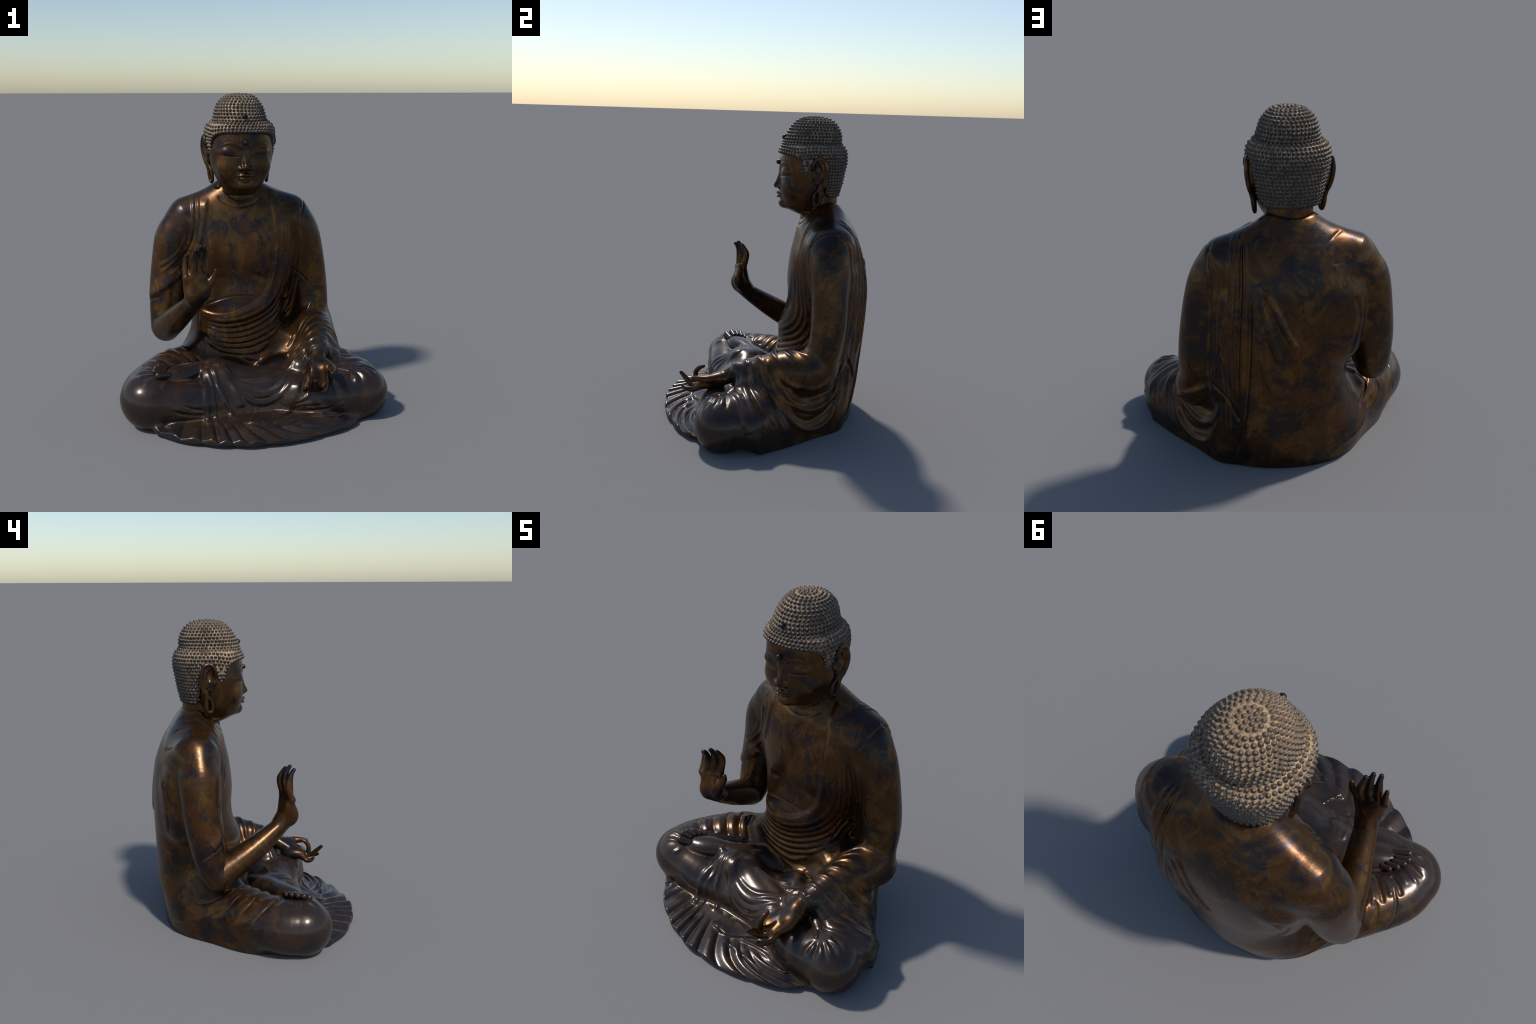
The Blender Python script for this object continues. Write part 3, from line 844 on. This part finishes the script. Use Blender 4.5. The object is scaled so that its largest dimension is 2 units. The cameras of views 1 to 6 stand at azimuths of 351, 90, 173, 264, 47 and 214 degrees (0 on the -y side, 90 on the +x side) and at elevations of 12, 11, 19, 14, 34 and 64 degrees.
def bronze(name="aged_bronze", lacquer=1.0):
    g = Nodes(name)
    brown, black, gold, rust = (.064, .031, .011, 1), (.016, .017, .022, 1), (.150, .073, .017, 1), (.098, .038, .011, 1)
    patch = lambda scale, lo, hi, much, *more: g.math("MULTIPLY", g.ramp(g.noise(scale, *more), lo, hi), much)
    col = g.mix(patch(3.2, .42, .60, .8, 6, .62, .6), brown, rust)
    col = g.mix(patch(6.5, .50, .61, .65, 10, .72, .9, (1, 1, .6)), col, gold)
    col = g.mix(patch(14, .56, .64, .5, 8, .7, .4, (1, 1, .7)), col, gold)
    col = g.mix(patch(5.0, .48, .59, .78, 9, .72, .7), col, black)
    col = g.mix(patch(11, .55, .63, .65, 8, .70, .3), col, black)
    col = g.mix(patch(38, .60, .68, .6, 6, .6), col, black)
    # lap and knees keep a darker, more polished lacquer; gilding survives in the creases
    xyz = g.t.nodes.new("ShaderNodeSeparateXYZ")
    g.set(xyz.inputs[0], g.obj)
    place = g.math("ADD", g.math("MULTIPLY", xyz.outputs[2], .8), g.math("MULTIPLY", xyz.outputs[1], 1.4))
    lap = g.math("MULTIPLY", g.ramp(g.math("ADD", place, g.math("MULTIPLY", g.noise(3.0, 4), .35)), .60, .25), lacquer)
    col = g.mix(g.math("MULTIPLY", lap, .70), col, (.022, .019, .019, 1))
    geo = g.t.nodes.new("ShaderNodeNewGeometry")
    crease = g.ramp(geo.outputs["Pointiness"], .499, .478)
    crease = g.math("MULTIPLY", crease, g.ramp(g.noise(9, 5, .65), .38, .62))
    col = g.mix(g.math("MULTIPLY", crease, .6), col, gold)
    g.set(g.bsdf.inputs["Base Color"], col)
    g.set(g.bsdf.inputs["Metallic"], g.math("SUBTRACT", .72, g.math("MULTIPLY", lap, .35)))
    rough = g.math("ADD", .22, g.math("MULTIPLY", g.noise(7, 6, .6), .18))
    g.set(g.bsdf.inputs["Roughness"], g.math("SUBTRACT", rough, g.math("MULTIPLY", lap, .06)))
    bump = g.node("ShaderNodeBump", Strength=.25, Distance=.004, Height=g.noise(26, 6, .55))
    g.set(g.bsdf.inputs["Normal"], bump)
    return g.mat


def hair_material(name, bare, dusted, reach):
    """Dark hair with tan dust that has settled on its upper faces."""
    g = Nodes(name)
    geo = g.t.nodes.new("ShaderNodeNewGeometry")
    nz = g.t.nodes.new("ShaderNodeSeparateXYZ")
    g.set(nz.inputs[0], geo.outputs["Normal"])
    lie = g.math("ADD", nz.outputs[2], g.math("MULTIPLY", g.noise(9, 4), .5))
    dust = g.math("MULTIPLY", g.ramp(lie, *reach), g.ramp(g.noise(60, 3), .25, .6))
    g.set(g.bsdf.inputs["Base Color"], g.mix(dust, bare, dusted))
    g.set(g.bsdf.inputs["Roughness"], .55)
    return g.mat


# ------------------------------------------------------------------ curls

def curl_mesh(seg=12):
    """One snail-shell curl: a blunt cone with a winding step, unit base radius, height along z."""
    prof = [(1.0, -.25), (1.0, .05), (.88, .30), (.72, .50), (.56, .78), (.34, 1.0), (.13, 1.10)]
    v, q = [], []
    for i, (r, z) in enumerate(prof):
        for k in range(seg):
            a = 2 * math.pi * k / seg
            w = .10 * (k / seg - .5) if 0 < i < 6 else 0
            v.append((r * math.cos(a + i * .15), r * math.sin(a + i * .15), z + w))
    v.append((0, 0, 1.12))
    for i in range(len(prof) - 1):
        for k in range(seg):
            a, b = i * seg + k, i * seg + (k + 1) % seg
            q.append((a, b, b + seg, a + seg))
    top = (len(prof) - 1) * seg
    for k in range(0, seg, 2):
        q.append((top + k, top + (k + 1) % seg, top + (k + 2) % seg, len(v) - 1))
    tip = (np.arange(len(q)) >= 2 * seg).astype(np.int32)          # faces of the bare tip; the skirt below is dusty
    return np.array(v, F), np.array(q), tip


def curl_places(gap=.0235):
    """Rows of curls up the head: even arcs, every other row staggered, bounded by the hairline."""
    zs = np.linspace(1.452, 1.9855, 900)
    cx, a, yf, yb, n = HAIR.section(zs)
    R = (a + (yb - yf) / 2) / 2
    arc = np.concatenate([[0], np.cumsum(np.hypot(np.diff(zs), np.diff(R)))])
    th = np.linspace(-math.pi, math.pi, 721)
    out = []
    for side in (1, -1):                               # the row that borders the face
        for t in np.linspace(0, 2.6, 700):
            z = 1.75
            for _ in range(8):
                cc, aa, f, b, e = (float(w) for w in HAIR.section(np.array([z])))
                c, s = math.sin(t) * side, -math.cos(t)
                r = ((abs(c) / aa) ** e + (abs(s) / ((b - f) / 2)) ** e) ** (-1 / e)
                x, y = c * r, s * r + (f + b) / 2
                z = float(hairline(y)) + .007
            if y > .05:
                break
            if all((x - o[0]) ** 2 + (y - o[1]) ** 2 + (z - o[2]) ** 2 > (.93 * gap) ** 2 for o in out):
                out.append((x, y, z))
    border = len(out)
    for row in range(int(arc[-1] / (gap * .9)) + 1):
        z0 = float(np.interp(row * gap * .9 + .004, arc, zs))
        i = int(np.clip(np.searchsorted(zs, z0), 0, 899))
        c, s = np.cos(th), np.sin(th)
        rad = ((np.abs(c) / a[i]) ** n[i] + (np.abs(s) / ((yb[i] - yf[i]) / 2)) ** n[i]) ** (-1 / n[i])
        x, y = c * rad, s * rad + (yf[i] + yb[i]) / 2
        L = np.concatenate([[0], np.cumsum(np.hypot(np.diff(x), np.diff(y)))])
        m = max(1, int(round(L[-1] / gap)))
        t = (np.arange(m) + .5 * (row % 2)) / m * L[-1]
        for xx, yy in zip(np.interp(t, L, x), np.interp(t, L, y)):
            droop = 0.012 * math.exp(-((yy + .12) / .06) ** 2) if z0 < 1.80 else 0
            zz = z0 - droop
            if zz > hairline(yy) + .005:
                out.append((xx, yy, zz))
    out = [o for o in out if math.hypot(o[0], o[1] + .005) > .060]
    for r, m in ((.045, 12), (.0235, 6), (0, 1)):       # the crown is closed by two rings and a centre
        z = float(np.interp(r, R[::-1], zs[::-1]))
        out += [(r * math.sin(2 * math.pi * (k + .3) / m), r * math.cos(2 * math.pi * (k + .3) / m) - .005, z) for k in range(m)]
    keep = []
    for o in out:                                      # thin out where rows crowd at the crown
        if all((o[0] - k[0]) ** 2 + (o[1] - k[1]) ** 2 + (o[2] - k[2]) ** 2 > (.67 * gap) ** 2 for k in keep[:border] + keep[-160:]):
            keep.append(o)
    return np.array(keep, F)


def build_hair(root, cap_mat, curl_mat):
    v, q, n = solid(hair_cap, (-.3, -.02, 1.42), (.24, .54, 2.0), .0045)
    cap = part("hair", root, new_mesh("hair", v, q, n), cap_mat)
    p = curl_places()
    crown = np.hypot(p[:, 0], p[:, 1] + .005) < .05
    crown &= p[:, 2] > 1.95
    first = p.copy()
    hair = lambda w: HAIR(w, cap=False)
    for _ in range(4):
        g = gradient(hair, p, F(.003))
        p = p - hair(p)[:, None] * g / np.maximum((g * g).sum(1), .3)[:, None]
    p[:, 2] = np.minimum(p[:, 2], 1.985)
    g = gradient(hair, p, F(.004))
    p[crown] = first[crown] - np.array([0, 0, .001], F)
    g[crown] = np.stack([p[crown, 0] * 5, (p[crown, 1] + .005) * 5, np.ones(crown.sum())], 1)
    g /= np.linalg.norm(g, axis=1)[:, None]
    g[:, 2] += 0.12
    g /= np.linalg.norm(g, axis=1)[:, None]
    p, g = (p @ HEAD_TURN.T + HEAD_AT), g @ HEAD_TURN.T
    cv, cq, tip = curl_mesh()
    size = .0114 * (1 + .07 * rng.standard_normal(len(p)))
    spin = rng.uniform(0, 2 * math.pi, len(p))
    rank = np.argsort(-(p[:, 2] - 1.6 - .5 * p[:, 1]))      # the front and crown show largest
    one = new_mesh("curl", cv, cq)
    one.materials.append(cap_mat)
    one.materials.append(curl_mat)
    one.polygons.foreach_set("material_index", tip)
    V, Q = [], []
    from mathutils import Matrix
    for k, i in enumerate(rank):
        z = g[i]
        x = np.cross((0, 1, 0) if abs(z[1]) < .9 else (1, 0, 0), z)
        x /= np.linalg.norm(x)
        y = np.cross(z, x)
        c, s = math.cos(spin[i]), math.sin(spin[i])
        B = np.stack([c * x + s * y, -s * x + c * y, z], 1) * size[i]
        B[:, 2] *= 0.95
        if k < 300:
            ob = bpy.data.objects.new("curl", one)
            bpy.context.scene.collection.objects.link(ob)
            ob.parent = cap
            m = np.eye(4)
            m[:3, :3], m[:3, 3] = B, p[i]
            ob.matrix_local = Matrix(m.tolist())
        else:
            V.append(cv @ B.T + p[i])
            Q.append(cq + len(cv) * (k - 300))
    rest = part("curls", cap, new_mesh("curls", np.concatenate(V), np.concatenate(Q)), cap_mat)
    rest.data.materials.append(curl_mat)
    rest.data.polygons.foreach_set("material_index", np.tile(tip, len(Q)))
    rest["kind"] = "stuff"


TOES = [[(-.540, -.248, 0.322, .020), (-.603, -.279, 0.332, .024)], [(-.565, -.222, 0.338, .015), (-.622, -.242, 0.348, .019)],
        [(-.560, -.192, 0.344, .014), (-.615, -.208, 0.352, .018)], [(-.545, -.163, 0.342, .013), (-.595, -.173, 0.350, .017)],
        [(-.525, -.138, 0.336, .012), (-.566, -.143, 0.342, .0155)]]
TOES_OTHER = [[(.535, -.215, .280, .021), (.583, -.262, .282, .0205)], [(.560, -.200, .288, .017), (.606, -.235, .288, .0165)]]
FOOT_OTHER = [(.44, -.12, .27, .05), (.50, -.17, .275, .048), (.55, -.205, .272, .036)]


def blob(p, joints, name, parent, mat, h=.004):
    j = np.array(joints)
    r = j[:, 3].max() + .01
    v, q, n = solid(lambda w: limb(w, joints), j[:, :3].min(0) - r, j[:, :3].max(0) + r, h)
    return part(name, parent, new_mesh(name, v, q, n), mat)


def main():
    root = bpy.data.objects.new("seated_buddha_statue", None)
    bpy.context.scene.collection.objects.link(root)
    root["label"] = "dark patinated bronze seated Buddha with raised right hand"
    root["category"] = "statue"
    metal, skin = bronze(), bronze("rubbed_bronze", 0.0)
    cap_mat = hair_material("dusty_scalp", (.050, .040, .032, 1), (.44, .29, .16, 1), (-.25, .55))
    curl_mat = hair_material("dusty_curl", (.032, .029, .027, 1), (.30, .20, .12, 1), (.45, 1.45))
    lay(FOLDS, body_base)
    lay(FACE_FOLDS, face_shape)

    v, q, n = solid(body, (-.9, -.75, -.02), (.9, .75, 1.47), .0052, coarse=body_base, rounds=3)
    c = v[q].mean(1)
    g = np.stack(groups(c), 1)
    lab = g.argmin(1)
    lab[(lab == 6) & (c[:, 0] > -.33)] = 5
    made = split(v, q, n, lab, ["torso", "arm", "arm", "leg", "leg", "robe_skirt", "foot"], root, metal)
    for t in TOES:
        blob(None, t, "toe", made.get(6, root), metal, .003)
    other = blob(None, FOOT_OTHER, "foot", root, metal)
    for t in TOES_OTHER:
        blob(None, t, "toe", other, metal, .003)

    v, q, n = solid(hand_right, (-.68, -.28, .33), (-.18, .4, 1.14), .0035)
    c = v[q].mean(1)
    up = (c - np.array([-.372, -.125, .74], F)) @ np.array([.08, -.55, .8], F)
    split(v, q, n, (up > 0).astype(int), ["forearm", "hand"], root, skin)
    v, q, n = solid(hand_left, (.2, -.58, .18), (.52, .03, .48), .003)
    split(v, q, n, np.zeros(len(q), int), ["hand"], root, skin)

    v, q, n = solid(face, (-.3, -.02, 1.30), (.24, .54, 1.87), .0035)
    part("head", root, new_mesh("head", v, q, n), metal)
    v, q, n = solid(neck, (-.25, .15, 1.22), (.2, .52, 1.52), .005)
    part("neck", root, new_mesh("neck", v, q, n), metal)
    build_hair(root, cap_mat, curl_mat)
    inv = HEAD_TURN.T
    v, q, n = solid(ear, (.15, -.06, 1.40), (.27, .09, 1.76), .0025)
    for s in (1, -1):
        w = v * np.array([s, 1, 1], F)
        m = n * np.array([s, 1, 1], F)
        part("ear", root, new_mesh("ear", w @ inv + HEAD_AT, q if s > 0 else q[:, ::-1], m @ inv), metal)
    blob(None, [(-.0145, .074, 1.693, .0165), (-.0145, .066, 1.693, .0155)], "forehead_jewel", root, metal, .002)
    blob(None, [(-.0175, .115, 1.851, .018), (-.017, .100, 1.855, .0165)], "crown_jewel", root, metal, .0025)


# ------------------------------------------------------------------
if bpy is not None and __name__ == "__main__":
    main()
